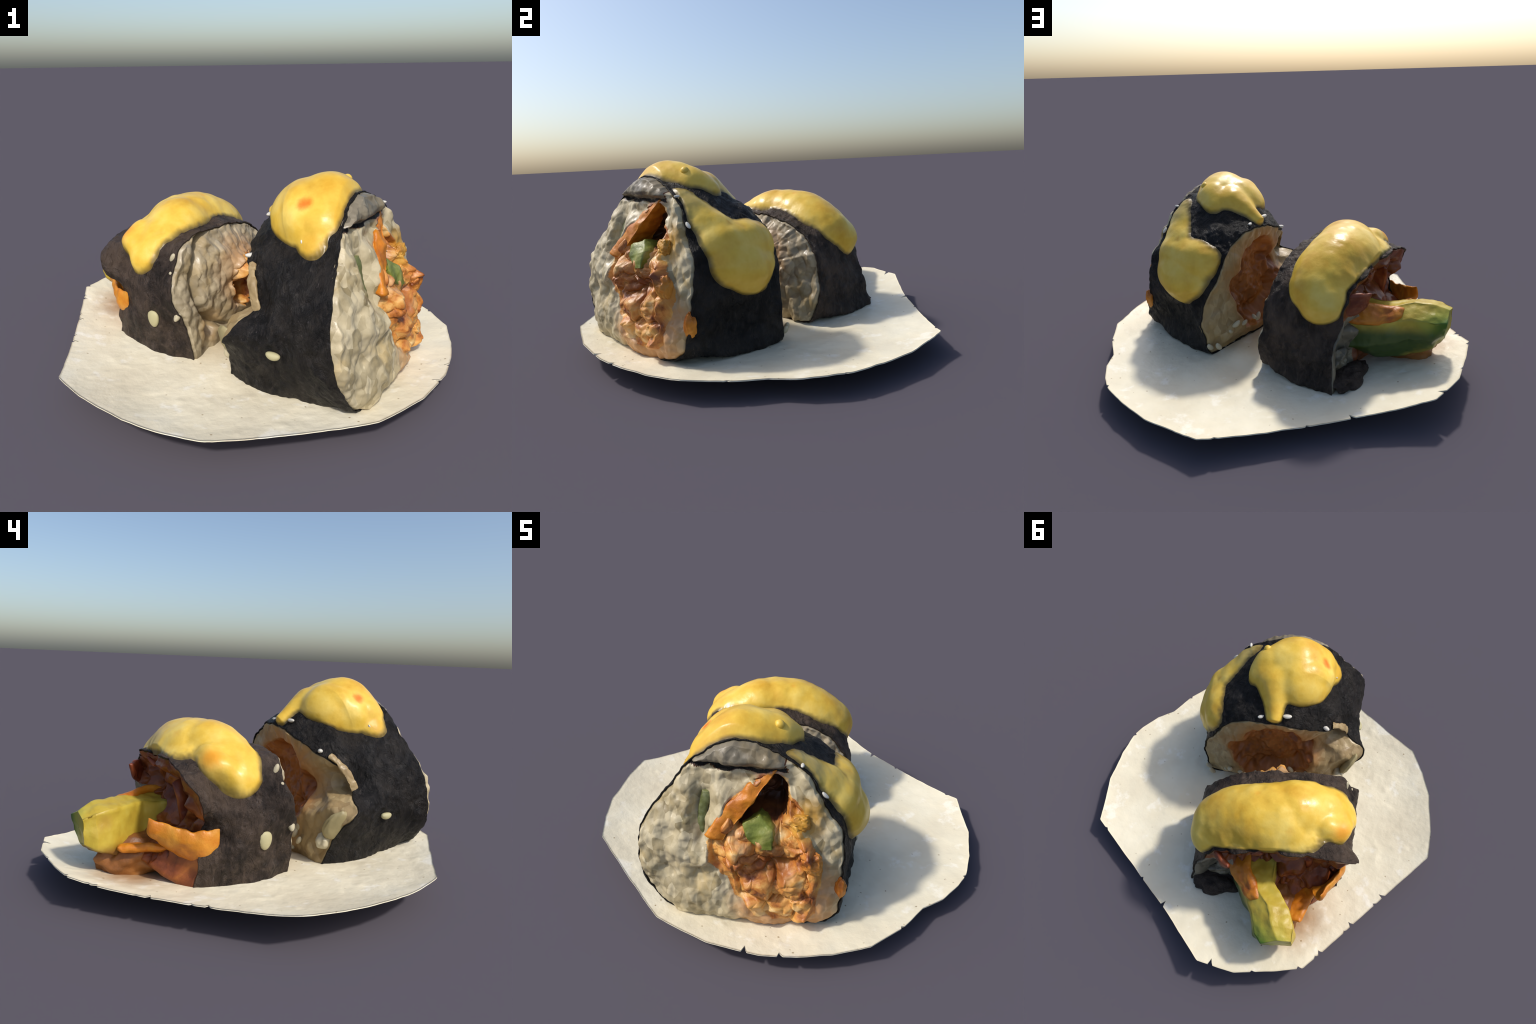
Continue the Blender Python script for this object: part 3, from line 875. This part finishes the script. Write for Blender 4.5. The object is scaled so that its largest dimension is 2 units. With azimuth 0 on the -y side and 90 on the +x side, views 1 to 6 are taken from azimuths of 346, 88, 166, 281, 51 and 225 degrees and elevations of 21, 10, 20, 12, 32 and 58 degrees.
roll_b.face(root_b, True, b_front, [("rice", m_rice_b), ("filling", m_chunk)], lambda b, z: (b_hole(b, z) < .8).astype(float), edge0=.97, tuck=.012)
roll_b.face(root_b, False, b_back, [("filling", m_cavity), ("rice", m_grey)], lambda b, z: ((b > .16 + .05 * fbm(world(-.5, b, z), 8, 2, 3)) & (z < .42)).astype(float))

# avocado wedge sticking out of the torn end
secs = [
    [(-.50, -.10, .39), (-.50, .06, .40), (-.50, .17, .33), (-.50, .18, .20), (-.50, .06, .13), (-.50, -.10, .16)],
    [(-.68, -.08, .40), (-.68, .04, .405), (-.67, .12, .34), (-.66, .14, .22), (-.66, .05, .12), (-.68, -.11, .17)],
    [(-.83, -.175, .41), (-.82, -.06, .437), (-.84, .02, .375), (-.83, .04, .26), (-.82, -.03, .14), (-.83, -.19, .19)],
    [(-.93, -.205, .405), (-.925, -.09, .43), (-.955, .005, .37), (-.945, .01, .27), (-.935, -.06, .19), (-.93, -.22, .24)],
    [(-.99, -.20, .385), (-.99, -.125, .402), (-1.0, -.04, .365), (-.995, -.045, .29), (-.985, -.11, .24), (-.985, -.20, .27)],
]
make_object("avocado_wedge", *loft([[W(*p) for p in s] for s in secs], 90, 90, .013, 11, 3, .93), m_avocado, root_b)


def slab(name, mat, edges, thick, seed, n=60, curl=0.0):
    """a bent, torn strip: two edges (lists of (a, b, z)) and a thickness"""
    L = catmull([W(*p) for p in edges[0]], n); R = catmull([W(*p) for p in edges[1]], n)
    m = 30
    t = np.linspace(0, 1, m)[None, :, None]
    G = L[:, None] * (1 - t) + R[:, None] * t
    nn = grid_normals(G, False)
    G = G + nn * (.016 * fbm(G, 12, 3, seed) + curl * (4 * t[..., 0] * (1 - t[..., 0]) - .6))[..., None]
    G = G + (R - L)[:, None] * ((.10 * fbm(L * 1.0, 13, 3, seed + 2))[:, None, None] * (1 - t) + (.10 * fbm(R, 13, 3, seed + 4))[:, None, None] * t)
    prof = np.sqrt(np.clip(1 - (2 * np.linspace(0, 1, m) - 1) ** 4, .04, 1))[None, :, None] * np.sqrt(np.clip(1 - (2 * np.linspace(0, 1, n) - 1) ** 8, .04, 1))[:, None, None]
    U = G + nn * thick * .5 * prof; D = G - nn * thick * .5 * prof
    V = np.vstack([U.reshape(-1, 3), D.reshape(-1, 3)]); K = n * m
    F = grid_faces(n, m) + grid_faces(n, m, False, K, True)
    ring = [j for j in range(m)] + [i * m + m - 1 for i in range(1, n)] + [(n - 1) * m + j for j in range(m - 2, -1, -1)] + [i * m for i in range(n - 2, 0, -1)]
    F += [(ring[i], K + ring[i], K + ring[(i + 1) % len(ring)], ring[(i + 1) % len(ring)]) for i in range(len(ring))]
    return make_object(name, V, F, mat, root_b)


# carrot tongue on the far side of the avocado, torn strips on the near side, pepper walls in the hollow
slab("carrot_strip", m_carrot, ([(-.50, .05, .44), (-.62, .05, .43), (-.72, .0, .415), (-.79, -.02, .408)], [(-.50, .20, .36), (-.62, .155, .35), (-.73, .08, .345), (-.79, .03, .37)]), .05, 3)
slab("carrot_strip", m_carrot, ([(-.48, -.50, .36), (-.58, -.47, .34), (-.68, -.40, .365), (-.755, -.345, .385)], [(-.46, -.42, .13), (-.57, -.38, .16), (-.67, -.31, .25), (-.72, -.30, .32)]), .035, 5, 60, .03)
slab("carrot_strip", m_carrot, ([(-.60, -.34, .24), (-.70, -.31, .25), (-.79, -.27, .255), (-.85, -.235, .25)], [(-.60, -.20, .15), (-.70, -.19, .20), (-.79, -.17, .21), (-.84, -.20, .22)]), .04, 7)
slab("pepper_strip", m_red, ([(-.44, .26, .53), (-.54, .24, .545), (-.62, .20, .545), (-.675, .157, .53)], [(-.44, .28, .38), (-.54, .25, .40), (-.62, .19, .43), (-.65, .15, .47)]), .035, 9)
slab("pepper_strip", m_red, ([(-.36, -.28, .54), (-.46, -.27, .55), (-.54, -.26, .54), (-.60, -.26, .53)], [(-.36, -.24, .20), (-.46, -.24, .20), (-.52, -.26, .24), (-.56, -.27, .28)]), .04, 11, 60, .03)
slab("pepper_strip", m_red, ([(-.40, .08, .54), (-.48, .07, .57), (-.56, .05, .575), (-.62, .04, .58)], [(-.40, -.06, .52), (-.48, -.05, .54), (-.56, -.03, .555), (-.60, -.02, .565)]), .03, 12)
v, f = lump(W(-.58, -.24, .13), (.10, .16, .075), (AX, BX, ZX), 5, .3, 9, 6)
make_object("filling_mass", v, f, m_mass, root_b)
v, f = lump(W(-.73, -.13, .15), (.19, .11, .11), (AX, BX, ZX), 5, .25, 9, 8)
make_object("filling_mass", v, f, m_mass, root_b)
v, f = lump(W(-.51, .22, .15), (.06, .09, .07), (AX, BX, ZX), 5, .5, 11, 3)
make_object("rice_clump", v, f, m_grey, root_b)
v, f = lump(W(-.595, .25, .095), (.08, .14, .05), (AX, BX, ZX), 5, .35, 9, 13)  # dark shadow at the roll's foot, modelled as a seaweed-coloured lump
make_object("modelled_shadow_lump", v, f, m_nori_b, root_b)

m_sauce_b = mat_sauce("yellow_sauce_thick", [(W(-.49, -.42, .66), .01, .09, (.78, .30, .015), .8), (W(-.526, -.151, .713), .0, .04, (.70, .27, .02), .6),
                                                (W(-.36, .02, .76), .0, .025, (.72, .27, .015), .7), (W(-.36, .06, .75), .0, .02, (.72, .27, .015), .7)])
roll_b.sauce("sauce", m_sauce_b, root_b, [
    ([(-.42, .25, .56), (-.42, .15, .62), (-.43, .03, .67), (-.43, -.08, .69)], [.15, .18, .185, .19], [.09, .10, .105, .105]),
    ([(-.40, -.10, .69), (-.38, -.17, .70), (-.36, -.24, .70)], [.17, .165, .15], [.085, .10, .07]),
    ([(-.37, -.25, .69), (-.36, -.36, .66), (-.37, -.45, .59)], [.13, .13, .11], [.06, .05, .04]),
    ([(-.50, -.14, .67), (-.53, -.22, .66), (-.52, -.28, .64)], [.12, .10, .07], [.05, .03, .02]),
    ([(-.46, -.34, .66), (-.46, -.42, .635), (-.44, -.455, .62)], [.075, .08, .075], [.06, .07, .075]),
    ([(-.35, -.42, .61), (-.335, -.47, .58)], [.08, .035], [.045, .03]),
    ([(-.46, .28, .51), (-.48, .31, .47)], [.13, .07], [.08, .04]),
], .009, 9, .5)
place(rice_grain_mesh(m_seed_y), "seed_flake", root_b, W(-.265, -.524, .285), AX, (.034, .03, .085))
rngb = np.random.default_rng(5)
for i in range(14):     # rice pressed out along the lower left rim of the end face
    ang = (rngb.uniform(2.5, 4.3) + np.pi) % (2 * np.pi) - np.pi
    R0 = np.interp(ang, roll_b.th, roll_b.R[2]); rr = rngb.uniform(.84, .95)
    a0 = np.interp(ang, roll_b.th, roll_b.af)
    b = -.07 + rr * R0 * np.cos(ang); z = .35 + rr * R0 * np.sin(ang)
    if z < .10: continue
    s = rngb.uniform(.03, .05)
    place(grain, "rice_grain", root_b, W(a0 + rngb.uniform(-.035, -.015), b, z), ZX + .4 * rngb.normal() * BX + .3 * rngb.normal() * AX, (s, s * .9, s * .8))
